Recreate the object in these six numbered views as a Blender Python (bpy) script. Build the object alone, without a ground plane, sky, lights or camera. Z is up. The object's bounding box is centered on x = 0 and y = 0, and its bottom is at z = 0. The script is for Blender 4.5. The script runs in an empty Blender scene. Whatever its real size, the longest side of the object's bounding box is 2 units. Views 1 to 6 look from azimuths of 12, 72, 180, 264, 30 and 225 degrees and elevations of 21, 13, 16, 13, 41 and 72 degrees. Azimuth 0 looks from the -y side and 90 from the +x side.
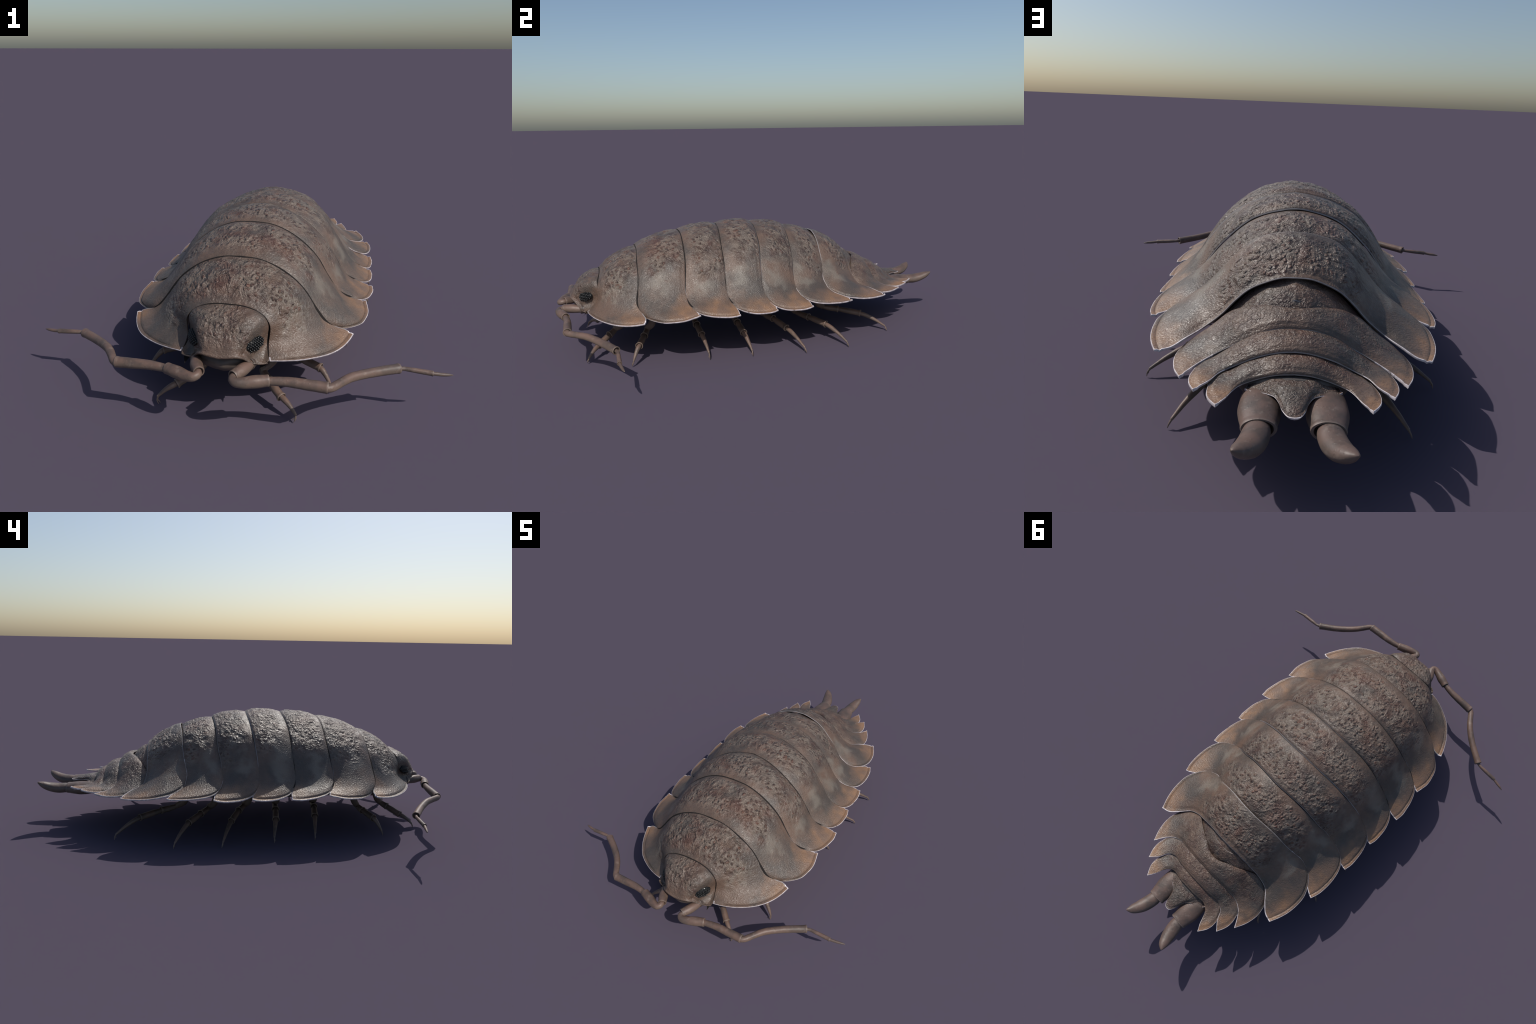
import bpy, bmesh, math, random
import numpy as np
from mathutils import Vector, noise

random.seed(7)
rng = np.random.default_rng(7)

# ------------------------------------------------------------------ helpers
def spline(P, n=None, u=None):
    """Catmull-Rom through control points, sampled evenly by arc length (or at u in 0..1)."""
    P = np.asarray(P, float)
    E = np.vstack([2 * P[0] - P[1], P, 2 * P[-1] - P[-2]])
    D = []
    for i in range(1, len(E) - 2):
        p0, p1, p2, p3 = E[i - 1:i + 3]
        d01, d12, d23 = [max(1e-6, np.linalg.norm(b - a) ** 0.5) for a, b in ((p0, p1), (p1, p2), (p2, p3))]
        m1 = (p2 - p1) + d12 * ((p1 - p0) / d01 - (p2 - p0) / (d01 + d12))
        m2 = (p2 - p1) + d12 * ((p3 - p2) / d23 - (p3 - p1) / (d12 + d23))
        for t in np.linspace(0, 1, 30, endpoint=False):
            h = t * t * (3 - 2 * t)
            D.append((1 - h) * p1 + h * p2 + (t ** 3 - 2 * t * t + t) * m1 + (t ** 3 - t * t) * m2)
    D.append(P[-1])
    D = np.array(D)
    L = np.concatenate([[0], np.cumsum(np.linalg.norm(np.diff(D[:, :3], axis=0), axis=1))])
    if u is None:
        u = np.linspace(0, 1, n)
    return np.stack([np.interp(np.asarray(u) * L[-1], L, D[:, k]) for k in range(D.shape[1])], 1)

def sstep(a, b, x):
    t = np.clip((x - a) / (b - a), 0, 1)
    return t * t * (3 - 2 * t)

def mesh_object(name, verts, faces, mats, fmat=None, parent=None, smooth=True, sharp=None):
    me = bpy.data.meshes.new(name)
    me.from_pydata([tuple(v) for v in verts], [], [tuple(f) for f in faces])
    for m in mats:
        me.materials.append(m)
    if fmat is not None:
        me.polygons.foreach_set('material_index', np.asarray(fmat, dtype=np.int32))
    if smooth:
        me.polygons.foreach_set('use_smooth', np.ones(len(faces), dtype=bool))
    if sharp:
        me.set_sharp_from_angle(angle=math.radians(sharp))
    me.update()
    ob = bpy.data.objects.new(name, me)
    bpy.context.scene.collection.objects.link(ob)
    if parent:
        ob.parent = parent
    return ob

# ------------------------------------------------------------------ materials
class NT:
    def __init__(self, name):
        self.mat = bpy.data.materials.new(name)
        self.mat.use_nodes = True
        self.t = self.mat.node_tree
        self.b = self.t.nodes['Principled BSDF']
        self.co = self.t.nodes.new('ShaderNodeTexCoord').outputs['Object']
    def new(self, kind):
        return self.t.nodes.new(kind)
    def link(self, a, b):
        self.t.links.new(a, b)
    def put(self, sock, v):
        if hasattr(v, 'is_linked') or isinstance(v, bpy.types.NodeSocket):
            self.link(v, sock)
        else:
            sock.default_value = v
    def math(self, op, a, b=None, c=None, clamp=False):
        n = self.new('ShaderNodeMath'); n.operation = op; n.use_clamp = clamp
        for s, v in zip(n.inputs, (a, b, c)):
            if v is not None:
                self.put(s, v)
        return n.outputs[0]
    def ramp(self, v, a, b, lo=0.0, hi=1.0):
        n = self.new('ShaderNodeMapRange'); n.interpolation_type = 'SMOOTHSTEP'
        self.put(n.inputs['Value'], v)
        for k, x in (('From Min', a), ('From Max', b), ('To Min', lo), ('To Max', hi)):
            n.inputs[k].default_value = x
        return n.outputs[0]
    def mix(self, f, a, b, kind='MIX'):
        n = self.new('ShaderNodeMix'); n.data_type = 'RGBA'; n.blend_type = kind
        self.put(n.inputs[0], f)
        for s, v in ((n.inputs[6], a), (n.inputs[7], b)):
            self.put(s, v if not isinstance(v, tuple) else (v + (1.0,) if len(v) == 3 else v))
        return n.outputs[2]
    def noise(self, scale, detail=3.0, rough=0.55, vec=None, dist=0.0):
        n = self.new('ShaderNodeTexNoise')
        n.inputs['Scale'].default_value = scale; n.inputs['Detail'].default_value = detail
        n.inputs['Roughness'].default_value = rough; n.inputs['Distortion'].default_value = dist
        self.link(vec or self.co, n.inputs['Vector'])
        return n.outputs['Fac'], n.outputs['Color']
    def voronoi(self, scale, feature='F1', vec=None, rnd=1.0):
        n = self.new('ShaderNodeTexVoronoi'); n.feature = feature
        n.inputs['Scale'].default_value = scale; n.inputs['Randomness'].default_value = rnd
        self.link(vec or self.co, n.inputs['Vector'])
        return n
    def mapping(self, scale=(1, 1, 1), loc=(0, 0, 0), rot=(0, 0, 0), vec=None):
        n = self.new('ShaderNodeMapping')
        n.inputs['Scale'].default_value = scale; n.inputs['Location'].default_value = loc
        n.inputs['Rotation'].default_value = rot
        self.link(vec or self.co, n.inputs['Vector'])
        return n.outputs[0]
    def warp(self, scale, amount):
        _, c = self.noise(scale, 2.0)
        n = self.new('ShaderNodeVectorMath'); n.operation = 'MULTIPLY_ADD'
        self.link(c, n.inputs[0]); n.inputs[1].default_value = (amount,) * 3
        self.link(self.co, n.inputs[2])
        return n.outputs[0]
    def sep(self):
        n = self.new('ShaderNodeSeparateXYZ'); self.link(self.co, n.inputs[0])
        return n.outputs
    def bump(self, height, strength, dist, normal=None):
        n = self.new('ShaderNodeBump')
        self.put(n.inputs['Strength'], strength); n.inputs['Distance'].default_value = dist
        self.link(height, n.inputs['Height'])
        if normal is not None:
            self.link(normal, n.inputs['Normal'])
        return n.outputs[0]
    def ellipse(self, ax, y, cx, cy, rx, ry, soft=0.5):
        """1 inside an ellipse of the plan view (|x|, y), fading to 0."""
        u = self.math('DIVIDE', self.math('SUBTRACT', ax, cx), rx)
        v = self.math('DIVIDE', self.math('SUBTRACT', y, cy), ry)
        d = self.math('SQRT', self.math('ADD', self.math('MULTIPLY', u, u), self.math('MULTIPLY', v, v)))
        return self.ramp(d, 1.0, soft * 0.5, 0, 1)

TAN = (0.138, 0.088, 0.063)
SLATE = (0.076, 0.060, 0.050)
MAROON = (0.066, 0.037, 0.030)
RUST = (0.140, 0.062, 0.041)
NET = (0.215, 0.172, 0.137)
ORANGE = (0.262, 0.146, 0.080)
PALE = (0.205, 0.178, 0.146)
INK = (0.030, 0.028, 0.028)

def carapace(name, dors, ywin, lobe, patch, lobe_r=0.16, knob=1.0, cell=56.0, coarse=1.0):
    """Shell material. dors: (x0, x1) half widths where the knobbly field fades out;
    ywin: front and rear ends of that field; lobe: (x, y) of the side tip; patch: pale spot."""
    m = NT(name)
    X, Y, Z = m.sep()
    ax = m.math('ABSOLUTE', X)
    wob, _ = m.noise(9.0, 3.0)
    wobc = m.math('SUBTRACT', wob, 0.5)
    axw = m.math('MULTIPLY_ADD', wobc, 0.24, ax)
    yw = m.math('MULTIPLY_ADD', wobc, 0.05, Y)
    # knobbly dorsal field
    field = m.ramp(axw, dors[1], dors[0], 0, 1)
    field = m.math('MULTIPLY', field, m.ramp(yw, ywin[0] - 0.015, ywin[0] + 0.05, 0, 1))
    field = m.math('MULTIPLY', field, m.ramp(yw, ywin[1] + 0.012, ywin[1] - 0.03, 0, 1))
    # ground colour
    big, _ = m.noise(7.0, 4.0, 0.6)
    fine, _ = m.noise(85.0, 4.0, 0.65)
    col = m.mix(m.ramp(big, 0.36, 0.64), SLATE, TAN)
    col = m.mix(m.math('MULTIPLY', m.ramp(fine, 0.45, 0.75), 0.22), col, NET)
    # dark band between flank and lobe, pale shoulder spot
    if patch:
        dk = m.ellipse(ax, yw, patch[0] + 0.055, patch[1] + 0.06, 0.075, 0.10, 0.2)
        col = m.mix(m.math('MULTIPLY', dk, 0.62), col, (0.068, 0.057, 0.050))
        pm = m.ellipse(axw, yw, patch[0] + .008, patch[1], 0.048, 0.070, 0.3)
        col = m.mix(m.math('MULTIPLY', pm, 0.62), col, PALE)
    # orange side lobe
    if lobe:
        om = m.ellipse(axw, yw, lobe[0] + 0.03, lobe[1] - 0.015, lobe_r * 0.95, lobe_r * 1.2, 0.5)
        pk, _ = m.noise(16.0, 3.0)
        lob = m.mix(m.ramp(pk, 0.38, 0.62), (0.205, 0.124, 0.082), ORANGE)
        col = m.mix(m.math('MULTIPLY', om, 0.92), col, lob)
    # knobs: pale net around dark red-brown domes
    wv = m.warp(26.0, 0.030)
    v1 = m.voronoi(cell, 'F1', wv, 0.95)
    cellcol = m.new('ShaderNodeSeparateColor'); m.link(v1.outputs['Color'], cellcol.inputs[0])
    dome = m.ramp(v1.outputs['Distance'], 0.58, 0.12)
    # wavy raised wrinkles
    w1, _ = m.noise(52.0, 2.0, 0.5, dist=0.8)
    ridge = m.ramp(m.math('ABSOLUTE', m.math('SUBTRACT', w1, 0.5)), 0.075, 0.0)
    patchy, _ = m.noise(15.0, 3.0, 0.6)
    knobc = m.mix(m.ramp(cellcol.outputs[0], 0.35, 0.9), MAROON, RUST)
    knobc = m.mix(m.ramp(cellcol.outputs[1], 0.80, 0.92, 0, 0.7), knobc, INK)
    kn = m.mix(m.ramp(dome, 0.0, 0.75), m.mix(0.4, NET, col), knobc)
    kn = m.mix(m.math('MULTIPLY', ridge, 0.6), kn, NET)
    kmask = m.math('MULTIPLY', field, m.ramp(patchy, 0.38, 0.56))
    dusk, _ = m.noise(24.0, 3.0, 0.6, vec=m.mapping(loc=(7, 3, 1)))
    col = m.mix(m.math('MULTIPLY', m.math('MULTIPLY', field, m.ramp(dusk, 0.42, 0.62)), 0.75), col, MAROON)
    col = m.mix(m.math('MULTIPLY', kmask, 0.82 * knob), col, kn)
    rusty, _ = m.noise(11.0, 3.0, 0.6, vec=m.mapping(loc=(3, 1, 2)))
    col = m.mix(m.math('MULTIPLY', m.math('MULTIPLY', field, m.ramp(rusty, 0.47, 0.70)), 0.42), col, RUST)
    # ambient occlusion painted into the base colour: hollows and crevices darkened
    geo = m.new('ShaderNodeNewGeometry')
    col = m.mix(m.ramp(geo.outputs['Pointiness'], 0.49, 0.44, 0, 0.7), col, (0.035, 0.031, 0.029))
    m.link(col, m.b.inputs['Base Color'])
    rf, _ = m.noise(40.0, 3.0)
    m.link(m.ramp(rf, 0.3, 0.7, 0.34, 0.50), m.b.inputs['Roughness'])
    m.b.inputs['Specular IOR Level'].default_value = 0.55
    # relief below the mesh level
    wrk, _ = m.noise(80.0, 3.0, 0.55, dist=0.8)
    lump, _ = m.noise(25.0, 3.0, 0.6, dist=0.8)
    grain, _ = m.noise(235.0, 2.0, 0.55, vec=m.mapping((0.55, 1.0, 0.8)), dist=0.4)
    kh = m.math('MULTIPLY', dome, m.ramp(patchy, 0.38, 0.60, 0.0, 1.5))
    h1 = m.math('ADD', m.math('MULTIPLY', kh, 1.0 * min(1.0, knob * 1.2) if knob > 0.4 else 0.0), m.math('MULTIPLY', ridge, 0.28))
    h1 = m.math('ADD', h1, m.math('MULTIPLY', wrk, 0.30 if knob > 0.4 else 0.75))
    h1 = m.math('ADD', h1, m.math('MULTIPLY', lump, (3.8 if knob > 0.4 else 0.8) * coarse))
    n = m.bump(h1, m.math('MULTIPLY', field, 0.80), 0.0064)
    n = m.bump(grain, 0.75, 0.0034, n)
    m.link(n, m.b.inputs['Normal'])
    return m.mat

def rim_material():
    m = NT('pale_rim')
    a, _ = m.noise(60.0, 3.0)
    col = m.mix(m.ramp(a, 0.4, 0.65), (0.50, 0.44, 0.44), (0.70, 0.64, 0.65))
    d, _ = m.noise(34.0, 4.0, 0.7)
    col = m.mix(m.ramp(d, 0.60, 0.68, 0, 0.85), col, (0.10, 0.085, 0.08))
    m.link(col, m.b.inputs['Base Color'])
    m.b.inputs['Roughness'].default_value = 0.55
    return m.mat

def lip_material():
    m = NT('shell_lip')
    a, _ = m.noise(45.0, 3.0)
    col = m.mix(a, (0.15, 0.13, 0.12), (0.36, 0.33, 0.33))
    m.link(col, m.b.inputs['Base Color'])
    m.b.inputs['Roughness'].default_value = 0.5
    return m.mat

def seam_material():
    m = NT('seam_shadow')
    m.b.inputs['Base Color'].default_value = (0.022, 0.019, 0.018, 1)  # near-black colour on plate-edge rows, painting the crevice shadow at the seams
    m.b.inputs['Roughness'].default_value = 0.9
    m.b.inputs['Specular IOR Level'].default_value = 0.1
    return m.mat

def under_material():
    m = NT('underside')
    a, _ = m.noise(25.0, 4.0)
    col = m.mix(a, (0.06, 0.05, 0.045), (0.13, 0.11, 0.095))
    m.link(col, m.b.inputs['Base Color'])
    m.b.inputs['Roughness'].default_value = 0.7
    return m.mat

def limb_material(name, lo=(0.085, 0.060, 0.049), mid=(0.150, 0.092, 0.070), hi=(0.22, 0.168, 0.134), bumps=0.2):
    m = NT(name)
    a, _ = m.noise(18.0, 4.0, 0.6)
    b, _ = m.noise(46.0, 3.0, 0.6, vec=m.mapping(loc=(1, 2, 3)))
    geo = m.new('ShaderNodeNewGeometry')
    s = m.new('ShaderNodeSeparateXYZ'); m.link(geo.outputs['Normal'], s.inputs[0])
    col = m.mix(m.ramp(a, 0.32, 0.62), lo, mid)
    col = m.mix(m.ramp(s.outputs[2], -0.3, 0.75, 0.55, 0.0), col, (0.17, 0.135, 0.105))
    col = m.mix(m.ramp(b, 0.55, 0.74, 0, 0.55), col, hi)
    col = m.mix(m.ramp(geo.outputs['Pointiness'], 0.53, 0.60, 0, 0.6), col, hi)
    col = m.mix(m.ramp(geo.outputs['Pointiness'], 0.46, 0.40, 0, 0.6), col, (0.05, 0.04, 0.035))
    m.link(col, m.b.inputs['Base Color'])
    m.b.inputs['Roughness'].default_value = 0.5
    vd = m.voronoi(75.0, 'F1')
    pim = m.ramp(vd.outputs['Distance'], 0.28, 0.05)
    fn, _ = m.noise(130.0, 3.0)
    n = m.bump(pim, 0.35 * bumps * 2, 0.003)
    n = m.bump(fn, 0.3, 0.0015, n)
    m.link(n, m.b.inputs['Normal'])
    return m.mat

def eye_material():
    m = NT('compound_eye')
    m.b.inputs['Base Color'].default_value = (0.006, 0.0065, 0.0065, 1)
    m.b.inputs['Roughness'].default_value = 0.2
    m.b.inputs['Specular IOR Level'].default_value = 0.5
    return m.mat

RIM = rim_material()
LIP = lip_material()
UNDER = under_material()
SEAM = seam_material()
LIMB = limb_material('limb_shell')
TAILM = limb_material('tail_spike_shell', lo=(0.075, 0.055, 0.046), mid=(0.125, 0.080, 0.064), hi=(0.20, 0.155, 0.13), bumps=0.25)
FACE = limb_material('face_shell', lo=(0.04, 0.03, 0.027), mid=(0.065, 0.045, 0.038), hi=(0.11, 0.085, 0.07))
EYE = eye_material()

# ------------------------------------------------------------------ root
root = bpy.data.objects.new('woodlouse', None)
bpy.context.scene.collection.objects.link(root)
root['label'] = 'grey-brown armoured woodlouse with overlapping plates, pale rims, long antennae'
root['category'] = 'woodlouse'

# ------------------------------------------------------------------ armour plates
def plate(name, F, R, L, mat, bulge=0.03, bprof=None, th=0.0075, tuck=True, ns=78, nt=46,
          rim_front=False, lat_bulge=0.25, knob=(0.2, 0.3), relief=0.003, seed=0, groove=0.0042,
          rim_s=0.84, span=0.6, flare=0.0, rear_lip=0.0, front_th=1.0, dark=0, dark_s=0.93, front_lip=0.0, gpos=0.016):
    """One plate of the back. F / R: front and rear margin of the right half from the midline
    outwards, L: side margin from front corner to rear tip. Mirrored to the left."""
    tail = np.array([0.030, 0.022, 0.015, 0.008, 0.002, 0.0]) / span
    s = np.concatenate([np.linspace(0, 1 - tail[0], ns)[:-1], 1 - tail])
    lt = np.array([0.026, 0.019, 0.013, 0.007, 0.0025, 0.0]) / 0.2
    lf = np.array([0.0, 0.002, 0.005, 0.009, 0.014, 0.020]) / 0.2
    t = np.concatenate([lf, np.linspace(lf[-1], 1 - lt[0], nt)[1:-1], 1 - lt])
    Fs, Rs = spline(F, u=s), spline(R, u=s)
    Ls = spline(L, u=t)
    S, T = np.meshgrid(s, t)
    G = (1 - T)[..., None] * Fs[None] + T[..., None] * Rs[None]
    corr = Ls - ((1 - t)[:, None] * Fs[-1] + t[:, None] * Rs[-1])
    w = sstep(0.45, 1.0, s) ** 1.3
    G = G + corr[:, None, :] * w[None, :, None]
    # pillow bulge along the surface normal
    def normals(G):
        # mirror column for a clean midline
        Gm = np.concatenate([G[:, 1:2] * [-1, 1, 1], G], 1)
        ds = np.gradient(Gm, axis=1)[:, 1:]
        dt = np.gradient(G, axis=0)
        n = np.cross(ds, dt)
        n /= np.linalg.norm(n, axis=2, keepdims=True) + 1e-12
        return n
    N = normals(G)
    if bprof is None:
        bprof = lambda t: 0.48 * (1 - (1 - t) ** 20) * (1 - t ** 30) + 0.60 * np.sin(np.pi * np.clip(t, 0, 1)) ** 0.85
    hs = 1 - (1 - lat_bulge) * sstep(0.42, 0.80, S)
    hs = hs * (1 - sstep(0.9, 1.0, S))
    G = G + N * (bulge * bprof(T) * hs)[..., None]
    # side lobes flare up a little towards the margin
    if flare:
        G[..., 2] += flare * np.sin(np.pi * np.clip(T, 0, 1)) * sstep(0.75, 0.92, S) * (1 - sstep(0.95, 1.0, S))
    # marginal groove and lip
    dl = (1 - S) * span
    dr = (1 - T) * np.linalg.norm(Rs - Fs, axis=1)[None, :]
    side = sstep(0.55, 0.75, S)
    g = np.exp(-((dl - 0.0145) / 0.0035) ** 2) * sstep(0.04, 0.2, T)
    g2 = np.exp(-((dr - gpos) / 0.0045) ** 2) * (1 - 0.6 * side)
    N = normals(G)
    G = G - N * (groove * np.maximum(g, 0.75 * g2))[..., None]
    if rear_lip:
        G = G + N * (rear_lip * np.exp(-(dr / 0.007) ** 2))[..., None]
    if front_lip:
        G = G + N * (front_lip * np.exp(-(T * 0.2 / 0.007) ** 2) * (1 - sstep(.8, .95, S)))[..., None]
    # full width
    half = G
    full = np.concatenate([(half[:, :0:-1] * [-1, 1, 1]), half], 1)
    sf = np.concatenate([-s[:0:-1], s])
    nt_, nc = full.shape[:2]
    # knobbly relief on the back, different on both sides
    Nf = np.concatenate([N[:, :0:-1] * [-1, 1, 1], N], 1)
    y0, y1 = F[0][1], R[0][1]
    for i in range(nt_):
        for j in range(nc):
            p = full[i, j]
            k = 1 - sstep(knob[0], knob[1], abs(p[0]))
            k *= sstep(0.08, 0.25, t[i]) * (1 - sstep(0.82, 0.95, t[i]))
            v = Vector(p)
            h = 0.0
            if k > 0.01:
                h = (noise.noise(v * 29 + Vector((seed, 0, 0))) * 1.1 +
                     noise.noise(v * 70 + Vector((0, seed, 0))) * 0.6) * relief * k
            h += noise.noise(v * 16 + Vector((seed, 5, 0))) * 0.0012 * sstep(0.03, 0.12, 1 - abs(sf[j]))
            full[i, j] = p + Nf[i, j] * h
    V = list(full.reshape(-1, 3))
    Fc, M = [], []
    idx = lambda i, j: i * nc + j
    for i in range(nt_ - 1):
        for j in range(nc - 1):
            Fc.append((idx(i, j), idx(i, j + 1), idx(i + 1, j + 1), idx(i + 1, j)))
            sm = min(abs(sf[j]), abs(sf[j + 1]))
            m = 0
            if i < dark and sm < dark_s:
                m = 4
            if sm >= 1 - tail[4] - 1e-6:
                m = 1
            if i >= nt_ - 2 and sm > rim_s:
                m = 1
            elif i >= nt_ - 2:
                m = 2
            if rim_front and i == 0 and (sm > rim_s or not dark):
                m = 1 if sm > rim_s else (0 if rim_front == 3 else 2)
            M.append(m)
    # underside
    off = len(V)
    edge_in = np.minimum(1.0, np.minimum(dl, dr) / 0.02)
    edge_in = np.concatenate([edge_in[:, :0:-1], edge_in], 1)
    thin = np.where(t < 0.12, front_th + (1 - front_th) * sstep(0, 0.12, t), 1.0)[:, None]
    Bt = full - Nf * (th * thin * (0.85 + 0.15 * edge_in))[..., None]
    V += list(Bt.reshape(-1, 3))
    for i in range(nt_ - 1):
        for j in range(nc - 1):
            Fc.append((off + idx(i, j), off + idx(i + 1, j), off + idx(i + 1, j + 1), off + idx(i, j + 1)))
            M.append(3)
    # rounded edge wall
    loop = [(0, j) for j in range(nc)] + [(i, nc - 1) for i in range(1, nt_)] + \
           [(nt_ - 1, j) for j in range(nc - 2, -1, -1)] + [(i, 0) for i in range(nt_ - 2, 0, -1)]
    cen = full.mean((0, 1))
    nl = len(loop)
    mid = len(V)
    for k, (i, j) in enumerate(loop):
        a, b = full[i, j], Bt[i, j]
        p0 = full[loop[k - 1]]; p1 = full[loop[(k + 1) % nl]]
        tang = p1 - p0
        o = np.cross(tang, Nf[i, j]); o /= np.linalg.norm(o) + 1e-9
        V.append((a + b) / 2 + o * 0.0012)
    for k in range(nl):
        k2 = (k + 1) % nl
        (i, j), (i2, j2) = loop[k], loop[k2]
        a, b, m0, m1 = idx(i, j), idx(i2, j2), mid + k, mid + k2
        Fc.append((a, m0, m1, b)); Fc.append((m0, off + a, off + b, m1))
        sm = min(abs(sf[j]), abs(sf[j2]))
        front = i == 0 and i2 == 0
        if sm > rim_s and not (front and not rim_front):
            mm = 1
        elif front and rim_front == 2:
            mm = 2
        elif front and rim_front == 3:
            mm = 0
        else:
            mm = 2
        M += [mm, mm]
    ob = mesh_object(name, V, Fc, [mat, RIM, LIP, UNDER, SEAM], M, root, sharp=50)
    return ob

def tucked(R, corner, xmax, dy=-0.012, dz=-0.0075):
    """Front margin of the next plate: runs just under the rear margin of the one before."""
    D = spline(R, 80)
    D = D[D[:, 0] < xmax][::10]
    P = [tuple(p + np.array([0, dy, dz])) for p in D]
    P.append(tuple(corner))
    return P

R1 = [(0, -0.607, 0.475), (0.05, -0.608, 0.473), (0.102, -0.611, 0.461), (0.161, -0.616, 0.433), (0.222, -0.619, 0.384), (0.272, -0.627, 0.32), (0.314, -0.63, 0.268), (0.345, -0.622, 0.243), (0.378, -0.612, 0.23), (0.411, -0.622, 0.219)]
R2 = [(0, -0.397, 0.536), (0.073, -0.398, 0.53), (0.155, -0.401, 0.496), (0.237, -0.407, 0.429), (0.283, -0.417, 0.368), (0.318, -0.424, 0.322), (0.366, -0.417, 0.273), (0.405, -0.398, 0.252), (0.449, -0.384, 0.241)]
R3 = [(0, -0.208, 0.559), (0.046, -0.21, 0.553), (0.133, -0.219, 0.523), (0.205, -0.227, 0.476), (0.282, -0.232, 0.4), (0.335, -0.238, 0.318), (0.375, -0.232, 0.272), (0.425, -0.213, 0.244), (0.471, -0.21, 0.229)]
R4 = [(0, -0.029, 0.562), (0.058, -0.029, 0.554), (0.134, -0.037, 0.532), (0.217, -0.047, 0.486), (0.313, -0.063, 0.378), (0.35, -0.066, 0.316), (0.385, -0.056, 0.273), (0.425, -0.036, 0.243), (0.461, -0.031, 0.228)]
R5 = [(0, .142, .537), (.032, .140, .534), (.142, .128, .498), (.245, .117, .408), (.290, .105, .350), (.325, .103, .303), (.370, .114, .262), (.420, .137, .238), (.459, .143, .226)]
R6 = [(0, .316, .482), (.128, .305, .454), (.217, .297, .370), (.286, .280, .292), (.329, .288, .259), (.380, .322, .239), (.420, .345, .231), (.438, .352, .228)]
R7 = [(0, .465, .404), (.041, .465, .402), (.085, .463, .387), (.130, .461, .364), (.170, .460, .327), (.209, .460, .284), (.258, .474, .247), (.303, .520, .231), (.340, .552, .217), (.378, .563, .214)]
F1 = [(0, -.787, .374), (.045, -.788, .373), (.097, -.793, .361), (.128, -.800, .341), (.143, -.805, .315), (.143, -.806, .287), (.141, -.812, .258), (.146, -.836, .232), (.153, -.857, .217)]
F6 = [(0, .130, .531), (.032, .128, .529), (.142, .116, .491), (.240, .104, .406), (.285, .095, .352), (.321, .093, .308), (.350, .098, .284), (.385, .109, .262)]
F7 = [(0, .302, .499), (.030, .302, .498), (.128, .292, .469), (.217, .282, .383), (.258, .270, .332), (.286, .264, .303), (.329, .271, .266)]

def M(name, *a, **k):
    return carapace(name, *a, **k)

NAME = 'back_plate'
b67 = lambda t: np.sin(np.pi * np.clip(t, 0, 1)) ** 0.75
blip = lambda t: (1 - (1 - np.clip(t, 0, 1)) ** 8) * (1 - t ** 8)
plate(NAME, F1, R1, [(.152, -.857, .217), (.198, -.847, .217), (.256, -.822, .214), (.313, -.785, .212), (.350, -.745, .208), (.378, -.703, .208), (.398, -.660, .212), (.411, -.622, .219)],
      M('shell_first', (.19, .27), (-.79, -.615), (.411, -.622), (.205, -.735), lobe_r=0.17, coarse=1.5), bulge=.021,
      bprof=lambda t: np.sin(np.pi * np.clip(t, 0, 1)) ** 0.8, rim_front=3, rim_s=0.95, knob=(.17, .25), relief=.0034, seed=1, span=.5, front_lip=.0015, front_th=.7)
plate(NAME, tucked(R1, (.352, -.618, .228), .33), R2, [(.352, -.618, .228), (.395, -.590, .224), (.436, -.546, .222), (.452, -.500, .224), (.459, -.454, .228), (.449, -.384, .241)],
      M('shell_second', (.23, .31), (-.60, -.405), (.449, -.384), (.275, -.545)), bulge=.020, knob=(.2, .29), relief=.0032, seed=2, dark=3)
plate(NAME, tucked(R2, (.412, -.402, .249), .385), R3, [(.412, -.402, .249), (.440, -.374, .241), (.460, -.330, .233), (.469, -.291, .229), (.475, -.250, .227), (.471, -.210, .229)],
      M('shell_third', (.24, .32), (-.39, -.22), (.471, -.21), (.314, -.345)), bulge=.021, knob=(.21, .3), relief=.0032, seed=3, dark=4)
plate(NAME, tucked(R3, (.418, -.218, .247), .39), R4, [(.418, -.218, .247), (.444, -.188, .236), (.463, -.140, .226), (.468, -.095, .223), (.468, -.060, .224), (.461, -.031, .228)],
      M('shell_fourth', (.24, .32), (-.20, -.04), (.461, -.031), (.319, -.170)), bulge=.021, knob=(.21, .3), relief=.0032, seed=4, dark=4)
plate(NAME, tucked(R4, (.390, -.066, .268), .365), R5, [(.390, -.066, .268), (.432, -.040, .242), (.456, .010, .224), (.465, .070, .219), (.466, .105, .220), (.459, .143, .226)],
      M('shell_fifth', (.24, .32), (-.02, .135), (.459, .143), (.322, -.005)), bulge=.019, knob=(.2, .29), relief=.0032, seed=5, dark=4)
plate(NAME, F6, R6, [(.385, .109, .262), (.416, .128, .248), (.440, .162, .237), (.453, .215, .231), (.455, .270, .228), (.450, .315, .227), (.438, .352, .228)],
      M('shell_sixth', (.22, .30), (.15, .295), (.438, .352), (.300, .155)), bulge=.018, bprof=b67, rim_front=True, rim_s=.74, front_th=.5, dark=4, dark_s=.66, knob=(.18, .27), relief=.0032, seed=6)
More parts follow.
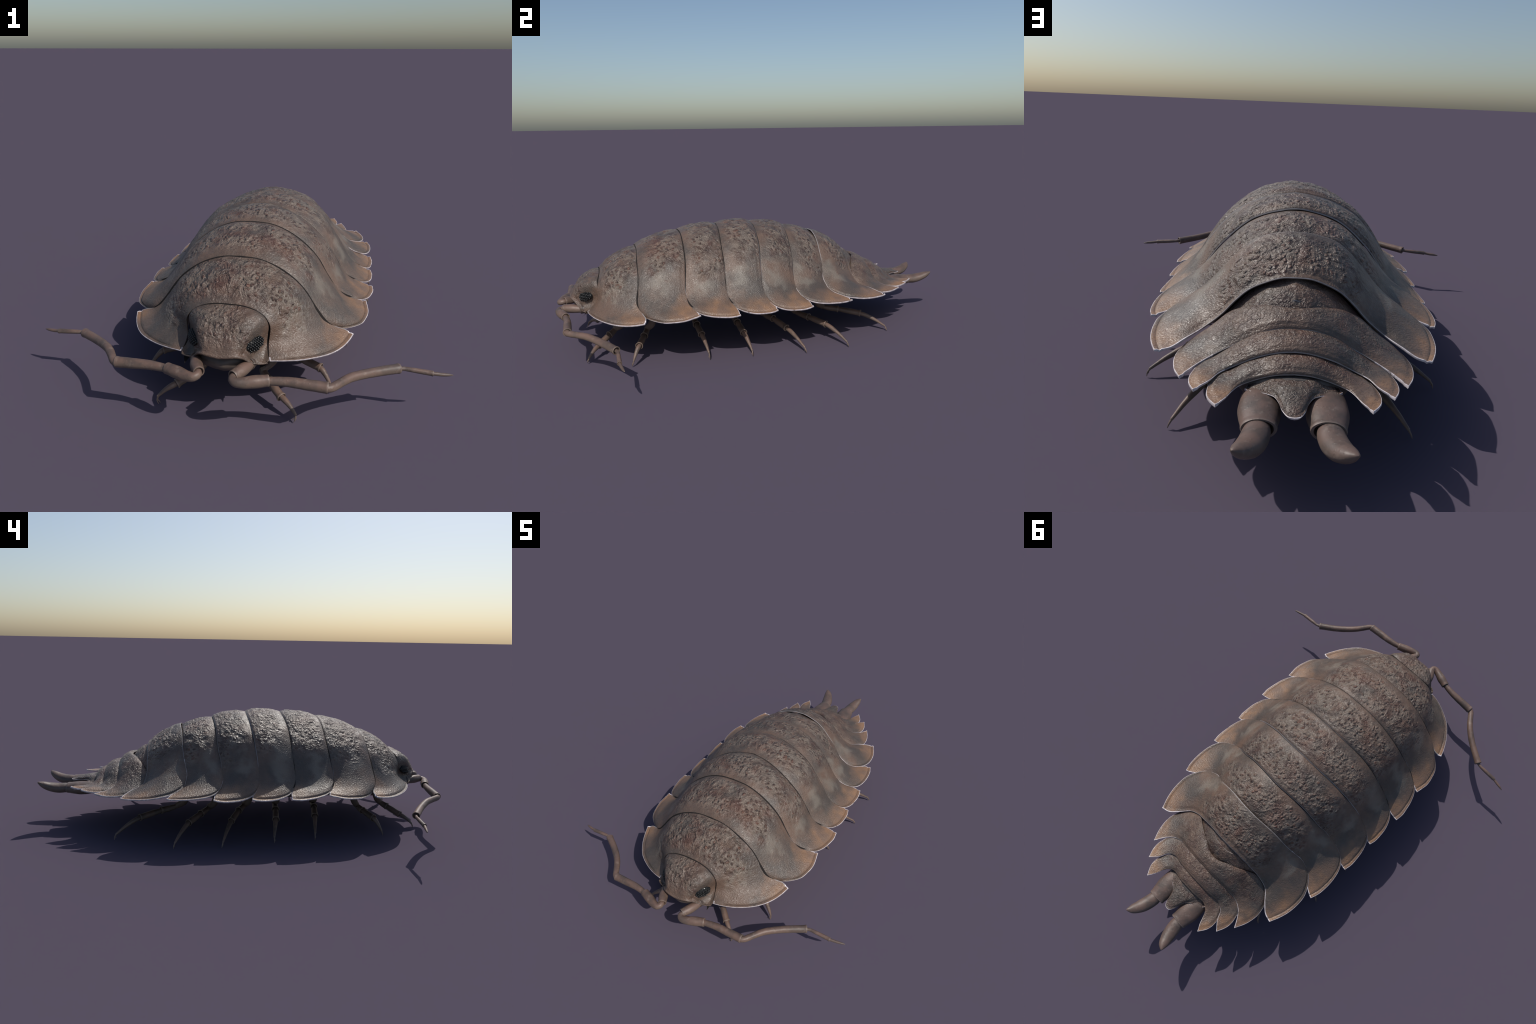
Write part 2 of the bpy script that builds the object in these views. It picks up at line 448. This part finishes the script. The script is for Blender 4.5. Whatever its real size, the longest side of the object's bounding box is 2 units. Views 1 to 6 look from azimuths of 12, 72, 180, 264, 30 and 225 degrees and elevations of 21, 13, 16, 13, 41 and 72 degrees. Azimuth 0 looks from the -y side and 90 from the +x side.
plate(NAME, F7, R7, [(.329, .271, .266), (.355, .284, .254), (.380, .309, .243), (.402, .345, .232), (.413, .376, .228), (.416, .425, .221), (.410, .476, .217), (.396, .522, .215), (.378, .563, .214)],
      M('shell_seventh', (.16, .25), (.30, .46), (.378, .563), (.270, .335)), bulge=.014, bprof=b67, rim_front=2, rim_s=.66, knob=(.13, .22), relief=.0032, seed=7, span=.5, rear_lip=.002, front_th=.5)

# ------------------------------------------------------------------ abdomen plates
TAIL = 'tail_plate'
ab = dict(ns=56, nt=30, span=.36, relief=.0012, th=.009, groove=.0018, gpos=.010)
plate(TAIL, [(0, .425, .405), (.10, .425, .366), (.19, .425, .285), (.23, .43, .245)], [(0, .525, .360), (.08, .520, .334), (.17, .505, .265), (.21, .50, .235)],
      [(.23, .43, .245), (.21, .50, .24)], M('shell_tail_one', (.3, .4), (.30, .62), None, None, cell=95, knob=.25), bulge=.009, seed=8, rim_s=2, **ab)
plate(TAIL, [(0, .489, .386), (.035, .488, .384), (.060, .478, .378), (.087, .463, .369), (.14, .445, .332), (.20, .440, .272), (.235, .445, .236), (.285, .455, .204)],
      [(0, .590, .270), (.09, .560, .272), (.17, .520, .245), (.215, .51, .217), (.275, .54, .194)],
      [(.285, .455, .204), (.275, .54, .194)], M('shell_tail_two', (.3, .4), (.36, .72), None, None, cell=95, knob=.25), bulge=.010, bprof=blip, seed=9, rim_s=2, **ab)
R10 = [(0, .608, .313), (.045, .609, .311), (.085, .608, .299), (.125, .607, .279), (.160, .604, .258), (.190, .605, .242), (.228, .621, .225), (.255, .648, .217), (.285, .697, .212)]
R11 = [(0, .678, .281), (.035, .678, .278), (.097, .676, .260), (.148, .672, .234), (.184, .690, .224), (.206, .730, .222), (.239, .766, .218)]
R12 = [(0, .727, .246), (.044, .727, .242), (.104, .722, .221), (.135, .741, .216), (.160, .796, .216), (.178, .828, .218)]
plate(TAIL, [(0, .548, .345), (.03, .542, .346), (.065, .525, .344), (.12, .500, .332), (.155, .481, .315), (.19, .463, .292), (.235, .460, .250), (.272, .472, .224)], R10,
      [(.272, .472, .224), (.305, .520, .213), (.319, .578, .208), (.310, .640, .206), (.285, .697, .212)],
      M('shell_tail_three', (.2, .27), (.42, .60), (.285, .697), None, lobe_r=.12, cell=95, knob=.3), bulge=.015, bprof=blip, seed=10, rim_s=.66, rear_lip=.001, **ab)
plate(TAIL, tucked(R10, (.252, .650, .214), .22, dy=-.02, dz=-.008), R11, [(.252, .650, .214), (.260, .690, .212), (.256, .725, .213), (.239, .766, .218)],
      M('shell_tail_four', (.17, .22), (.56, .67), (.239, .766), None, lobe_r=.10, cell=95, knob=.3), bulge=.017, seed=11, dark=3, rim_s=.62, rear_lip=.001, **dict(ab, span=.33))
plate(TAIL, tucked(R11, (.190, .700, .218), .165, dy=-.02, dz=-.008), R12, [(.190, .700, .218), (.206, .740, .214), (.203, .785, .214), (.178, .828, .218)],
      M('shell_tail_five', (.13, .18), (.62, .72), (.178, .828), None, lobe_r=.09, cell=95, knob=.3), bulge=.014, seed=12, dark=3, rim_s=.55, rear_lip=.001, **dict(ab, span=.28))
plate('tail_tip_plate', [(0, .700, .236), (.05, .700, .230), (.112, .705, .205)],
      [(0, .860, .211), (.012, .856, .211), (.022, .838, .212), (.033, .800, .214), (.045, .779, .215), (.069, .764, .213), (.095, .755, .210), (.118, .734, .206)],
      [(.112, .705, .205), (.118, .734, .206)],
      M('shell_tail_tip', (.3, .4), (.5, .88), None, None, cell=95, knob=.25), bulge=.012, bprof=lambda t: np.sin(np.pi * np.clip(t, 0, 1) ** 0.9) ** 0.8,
      seed=13, lat_bulge=.2, rim_s=-1, rear_lip=.0025, dark=3, **dict(ab, span=.22, groove=.0025))

# ------------------------------------------------------------------ head
HR = [(0, -.776, .3725), (.045, -.777, .3715), (.0955, -.782, .3595), (.1255, -.789, .3395), (.1395, -.795, .313), (.1395, -.797, .286), (.1375, -.805, .2575), (.143, -.833, .2315), (.150, -.858, .217)]
HF = [(0, -.932, .252), (.033, -.931, .256), (.060, -.923, .257), (.076, -.909, .247), (.088, -.899, .233), (.103, -.889, .221), (.125, -.881, .216), (.140, -.873, .215), (.145, -.864, .216)]
def build_head():
    ns, nt = 70, 60
    s = np.linspace(0, 1, ns); t = np.linspace(0, 1, nt)
    A, B = spline(HR, u=s), spline(HF, u=s)
    S, T = np.meshgrid(s, t)
    G = (1 - T)[..., None] * A[None] + T[..., None] * B[None]
    def normals(G):
        Gm = np.concatenate([G[:, 1:2] * [-1, 1, 1], G], 1)
        n = np.cross(np.gradient(G, axis=0), np.gradient(Gm, axis=1)[:, 1:])
        return n / (np.linalg.norm(n, axis=2, keepdims=True) + 1e-9)
    N = normals(G)
    if N[:, 0, 2].mean() < 0:
        N = -N
    edge = 0.60 - 0.24 * T
    dome = 0.033 * (1 - sstep(edge - 0.19, edge + 0.02, S)) * np.sin(np.pi * np.clip(T, 0, 1) ** 0.95) ** 0.85
    dome = dome + 0.006 * np.exp(-((T - 0.14) / 0.12) ** 2) * np.exp(-((S - 0.42) / 0.12) ** 2)
    brow = 0.005 * np.exp(-((S - edge + 0.06) / 0.07) ** 2) * np.sin(np.pi * T) ** 0.8
    cheek = -0.011 * sstep(0.5, 0.7, S) * (1 - sstep(0.85, 1.0, S)) * np.sin(np.pi * T)
    lip = 0.004 * np.exp(-((T - 1.0) / 0.03) ** 2) - 0.004 * np.exp(-((T - 0.91) / 0.04) ** 2) * sstep(0.25, 0.45, S)
    G = G + N * (dome + brow + cheek + lip)[..., None]
    full = np.concatenate([G[:, :0:-1] * [-1, 1, 1], G], 1)
    Nf = np.concatenate([N[:, :0:-1] * [-1, 1, 1], N], 1)
    sf = np.concatenate([s[:0:-1], s])
    nt_, nc = full.shape[:2]
    for i in range(nt_):
        for j in range(nc):
            v = Vector(full[i, j])
            k = (1 - sstep(.3, .45, sf[j])) * sstep(.05, .2, t[i]) * (1 - sstep(.6, .9, t[i]))
            full[i, j] += Nf[i, j] * k * (noise.noise(v * 38) * .0042 + noise.noise(v * 75) * .0012)
    V = list(full.reshape(-1, 3))
    idx = lambda i, j: i * nc + j
    Fc = [(idx(i, j), idx(i + 1, j), idx(i + 1, j + 1), idx(i, j + 1)) for i in range(nt_ - 1) for j in range(nc - 1)]
    # turn the front margin under and close the head below
    prev = [idx(nt_ - 1, j) for j in range(nc)]
    for k, (dy, dz) in enumerate(((.000, -.005), (.008, -.009), (.035, -.006), (.08, .0))):
        row = []
        for j in range(nc):
            p = full[nt_ - 1, j]
            V.append(np.array([p[0] * (1 - 0.03 * k), min(p[1] + dy, -.79), p[2] + dz])); row.append(len(V) - 1)
        Fc += [(prev[j], row[j], row[j + 1], prev[j + 1]) for j in range(nc - 1)]
        prev = row
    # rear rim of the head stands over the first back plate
    prev = [idx(0, j) for j in range(nc)]
    for k, (q, dy) in enumerate(((.004, -.001), (.009, .003), (.016, -.012), (.035, -.04))):
        row = []
        for j in range(nc):
            p = full[0, j] - Nf[0, j] * q
            V.append(np.array([p[0] * (1 - .02 * k), p[1] + dy, p[2]])); row.append(len(V) - 1)
        Fc += [(prev[j], prev[j + 1], row[j + 1], row[j]) for j in range(nc - 1)]
        prev = row
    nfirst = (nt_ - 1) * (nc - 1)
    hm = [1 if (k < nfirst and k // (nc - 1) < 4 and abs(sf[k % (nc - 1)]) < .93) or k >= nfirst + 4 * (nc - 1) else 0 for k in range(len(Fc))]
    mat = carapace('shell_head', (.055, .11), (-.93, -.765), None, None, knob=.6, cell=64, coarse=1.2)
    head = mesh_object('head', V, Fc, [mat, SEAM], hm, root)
    return head, G, N
head, HG, HN = build_head()

def sphere_pts(nu, nv):
    P, F = [], []
    for i in range(nv + 1):
        for j in range(nu):
            a, b = math.pi * i / nv, 2 * math.pi * j / nu
            P.append((math.sin(a) * math.cos(b), math.sin(a) * math.sin(b), math.cos(a)))
    for i in range(nv):
        for j in range(nu):
            F.append((i * nu + j, (i + 1) * nu + j, (i + 1) * nu + (j + 1) % nu, i * nu + (j + 1) % nu))
    return np.array(P), F

def build_eye(sx):
    c = np.array([.094, -.853, .2725])
    d = np.linalg.norm(HG - c, axis=2)
    i, j = np.unravel_index(np.argmin(d), d.shape)
    n = HN[max(0, i - 6):i + 7, max(0, j - 5):j + 6].mean((0, 1)); n /= np.linalg.norm(n)
    a = np.array([.044, .054, .015]); a -= n * (a @ n); a /= np.linalg.norm(a)
    b = np.cross(n, a)
    base = HG[i, j]
    V, Fc = [], []
    SP, SF = sphere_pts(32, 16)
    ra, rb, rn = .037, .0225, .0115
    for p in SP:
        V.append(base + a * p[0] * ra + b * p[1] * rb + n * (p[2] * rn - .001))
    Fc += SF
    SP, SF = sphere_pts(8, 6)
    sp = .0082
    for r in range(-7, 8):
        for q in range(-9, 10):
            u, v = (q + 0.5 * (r % 2)) * sp, r * sp * .866
            k = (u / ra) ** 2 + (v / rb) ** 2
            if k > .93:
                continue
            h = rn * math.sqrt(1 - k) - .001
            o = len(V)
            for p in SP:
                V.append(base + a * u + b * v + n * h + (a * p[0] + b * p[1] + n * p[2]) * .0041)
            Fc += [tuple(o + x for x in f) for f in SF]
    V = [np.array([sx * v[0], v[1], v[2]]) for v in V]
    if sx < 0:
        Fc = [f[::-1] for f in Fc]
    mesh_object('eye', V, Fc, [EYE], None, head)
build_eye(1); build_eye(-1)

# ------------------------------------------------------------------ tubes for limbs
def tube(name, ctrl, mats, parent, sx=1, nr=20, n=None, cuff=0.0, flat=None, point=False, up=(0, 0, 1), extra=None):
    """Limb joint: ctrl rows are x, y, z, radius. cuff: raised collar with a hollow end."""
    C = np.asarray(ctrl, float)
    L = np.linalg.norm(np.diff(C[:, :3], axis=0), axis=1).sum()
    n = n or max(10, int(L / .005))
    D = spline(C, n)
    P, R = D[:, :3].copy(), D[:, 3].copy()
    u = np.linspace(0, 1, n)
    if cuff:
        R = R * (1 + cuff * np.exp(-((1 - u) * L / .006) ** 2))
    T = np.gradient(P, axis=0); T /= np.linalg.norm(T, axis=1, keepdims=True)
    rows, rr = [], []
    a = np.cross(up, T[0]); a /= np.linalg.norm(a)
    frames = []
    for k in range(n):
        a = a - T[k] * (a @ T[k]); a /= np.linalg.norm(a)
        frames.append((a.copy(), np.cross(T[k], a)))
    seq = [(k, 1.0, 0.0) for k in range(n)]
    # round the near end, hollow or round the far end
    seq = [(0, .05, -.5), (0, .55, -.38), (0, .85, -.2)] + seq
    if point:
        seq += [(n - 1, .02, .6)]
    elif cuff:
        seq += [(n - 1, .95, .12), (n - 1, .80, .10), (n - 1, .72, -.25), (n - 1, .4, -.6), (n - 1, .02, -.6)]
    else:
        seq += [(n - 1, .8, .25), (n - 1, .5, .4), (n - 1, .02, .48)]
    V, Fc = [], []
    fa, fb = flat or (1, 1)
    for (k, sc, ad) in seq:
        a, b = frames[k]
        for q in range(nr):
            th = 2 * math.pi * q / nr
            off = (a * math.cos(th) * fa + b * math.sin(th) * fb) * R[k] * sc
            p = P[k] + T[k] * ad * R[k] + off
            if extra:
                p = extra(p, th, u[k], R[k])
            V.append(np.array(p))
    V = np.array(V)
    # uneven skin
    for k in range(len(V)):
        v = Vector(V[k])
        V[k] += np.array([noise.noise(v * 45), noise.noise(v * 45 + Vector((9, 0, 0))), noise.noise(v * 45 + Vector((0, 9, 0)))]) * .0006
    m = len(seq)
    for i in range(m - 1):
        for q in range(nr):
            Fc.append((i * nr + q, i * nr + (q + 1) % nr, (i + 1) * nr + (q + 1) % nr, (i + 1) * nr + q))
    if sx < 0:
        V[:, 0] *= -1
        Fc = [f[::-1] for f in Fc]
    return mesh_object(name, V, Fc, mats, None, parent, sharp=60)

# ------------------------------------------------------------------ antennae
for sx in (1, -1):
    base = tube('antenna', [(.094, -.862, .210, .015), (.088, -.893, .213, .0175), (.073, -.930, .215, .0210), (.056, -.962, .215, .018)], [LIMB], root, sx, cuff=.06)
    tube('antenna_socket', [(.094, -.858, .210, .021), (.088, -.882, .213, .0205)], [FACE], base, sx, cuff=.12)
    tube('antenna_segment', [(.064, -.952, .214, .0125), (.056, -.974, .212, .0135), (.066, -.985, .209, .0145), (.090, -.981, .206, .0175), (.125, -.967, .206, .0205), (.165, -.952, .206, .0185)], [LIMB], base, sx, cuff=.05)
    tube('antenna_segment', [(.155, -.956, .206, .0125), (.180, -.950, .205, .0135), (.225, -.943, .204, .0155), (.290, -.941, .201, .0175), (.347, -.939, .198, .0180)], [LIMB], base, sx, cuff=.06)
    tube('antenna_segment', [(.338, -.945, .198, .0130), (.358, -.935, .1965, .0135), (.385, -.899, .195, .0140), (.416, -.860, .193, .0148), (.480, -.806, .185, .0155), (.566, -.750, .177, .0165)], [LIMB], base, sx, cuff=.07)
    tube('antenna_segment', [(.556, -.755, .178, .0085), (.580, -.746, .176, .0070), (.620, -.744, .173, .0085), (.677, -.744, .169, .0088)], [LIMB], base, sx, cuff=.10)
    tube('antenna_segment', [(.670, -.745, .170, .0060), (.700, -.739, .166, .0062), (.725, -.734, .164, .0050), (.742, -.730, .1625, .0018)], [LIMB], base, sx, point=True)

# mouth parts between the antennae
def build_face():
    SP, SF = sphere_pts(36, 20)
    V = []
    for p in SP:
        x, y, z = p[0] * .082, -.868 + p[1] * .042, .216 + p[2] * .037
        y -= .010 * math.exp(-(x / .03) ** 2) * max(0, -p[1])
        v = Vector((x, y, z))
        V.append((x, y + noise.noise(v * 30) * .004, z + noise.noise(v * 40) * .003))
    face = mesh_object('mouth', V, SF, [FACE], None, head)
build_face()

# ------------------------------------------------------------------ legs
LEGS = [  # hip, knee inside, joints to the claw
    [(.150, -.690, .185), (.102, -.734, .099), (.132, -.769, .084), (.187, -.821, .057), (.244, -.866, .026), (.238, -.874, .001)],
    [(.190, -.560, .185), (.165, -.592, .103), (.219, -.614, .091), (.302, -.645, .078), (.345, -.676, .026), (.343, -.684, .001)],
    [(.190, -.370, .185), (.140, -.366, .118), (.209, -.364, .112), (.283, -.355, .088), (.376, -.341, .031), (.386, -.339, .001)],
    [(.195, -.180, .185), (.150, -.172, .114), (.232, -.167, .107), (.316, -.158, .083), (.400, -.142, .024), (.414, -.142, .001)],
    [(.195, -.045, .185), (.165, -.018, .109), (.240, .016, .106), (.325, .056, .082), (.453, .100, .026), (.464, .106, .001)],
    [(.190, .115, .185), (.165, .158, .098), (.251, .202, .095), (.340, .258, .081), (.456, .318, .025), (.465, .324, .001)],
    [(.165, .260, .185), (.150, .315, .103), (.185, .396, .094), (.253, .493, .081), (.327, .597, .024), (.337, .604, .001)],
]
for J in LEGS:
    J = [np.array(p) for p in J]
    for sx in (1, -1):
        hip, jj, j, kn, cl, tip = J
        d1 = (j - jj) / np.linalg.norm(j - jj)
        side = np.array([0.0, np.sign(j[1] - jj[1]) if abs(j[1] - jj[1]) > .01 else 0, 0])
        mid = (hip + jj) / 2 + np.array([.012, 0, -.012])
        leg = tube('leg', [(*hip, .018), (*mid, .017), (*(jj + d1 * .004 + np.array([0, 0, .006])), .0145)], [LIMB], root, sx, nr=16, cuff=.10)
        q = jj + (j - jj) * .5
        tube('leg_segment', [(*(jj + np.array([0, 0, .004])), .011), (*q, .0145), (*j, .0155)], [LIMB], leg, sx, nr=16, cuff=.22)
        b1 = (kn - j)
        tube('leg_segment', [(*(j - d1 * .006), .0105), (*(j + b1 * .2), .0135), (*(j + b1 * .6), .0150), (*kn, .0143)], [LIMB], leg, sx, nr=16, cuff=.26)
        b2 = cl - kn
        bow = np.array([0, 0, .006])
        tube('leg_segment', [(*(kn - b1 * .06), .0098), (*(kn + b2 * .2 + bow * .7), .0108), (*(kn + b2 * .6 + bow), .0080), (*cl, .0046)], [LIMB], leg, sx, nr=14)
        b3 = tip - cl
        b2u = b2 / np.linalg.norm(b2)
        tube('claw', [(*(cl - b2u * .002), .0036), (*(cl + b3 * .45 + b2u * .004), .0026), (*tip, .0008)], [LIMB], leg, sx, nr=10, n=10, point=True)
        lat = np.cross(b2u, (0, 0, 1)); lat /= np.linalg.norm(lat)
        tube('claw', [(*(cl + b3 * .25 + b2u * .003), .0022), (*(cl + b3 * .6 - b2u * .003 + lat * .003), .0014), (*(tip - b2u * .006 + lat * .003 + np.array([0, 0, .004])), .0005)], [LIMB], leg, sx, nr=8, n=8, point=True)

# ------------------------------------------------------------------ tail spikes
def keel(p, th, u, r):
    return p
for sx in (1, -1):
    up = tube('tail_spike', [(.084, .700, .188, .036), (.082, .745, .186, .046), (.079, .800, .184, .051), (.077, .862, .186, .040)], [TAILM], root, sx, nr=32, n=36,
              cuff=.05, flat=(1.0, .62))
    tube('tail_spike_tip', [(.080, .845, .187, .026), (.081, .878, .186, .0315), (.087, .912, .187, .0325), (.097, .948, .196, .0290), (.111, .979, .212, .0200), (.1215, .9955, .2235, .0065)], [TAILM], up, sx,
         nr=28, n=40, point=True, flat=(1.0, .74))

# ------------------------------------------------------------------ belly
def build_belly():
    ys = np.linspace(-.84, .74, 160)
    W = np.interp(ys, [-.84, -.75, -.6, -.3, 0, .2, .4, .55, .7, .74], [.07, .14, .22, .27, .275, .265, .24, .215, .13, .06])
    nr = 40
    V = []
    for y, w in zip(ys, W):
        seg = abs(math.sin((y + .84) / .18 * math.pi))
        for q in range(nr):
            th = 2 * math.pi * q / nr
            c, s_ = math.cos(th), math.sin(th)
            x = w * math.copysign(abs(c) ** .8, c)
            h = .045 if s_ > 0 else .030 + .010 * seg ** .5
            V.append((x, y, .195 + h * math.copysign(abs(s_) ** .8, s_)))
    Fc = [(i * nr + q, i * nr + (q + 1) % nr, (i + 1) * nr + (q + 1) % nr, (i + 1) * nr + q) for i in range(len(ys) - 1) for q in range(nr)]
    Fc.append(tuple(range(nr))[::-1]); Fc.append(tuple((len(ys) - 1) * nr + q for q in range(nr)))
    mesh_object('belly', V, Fc, [UNDER], None, root)
build_belly()
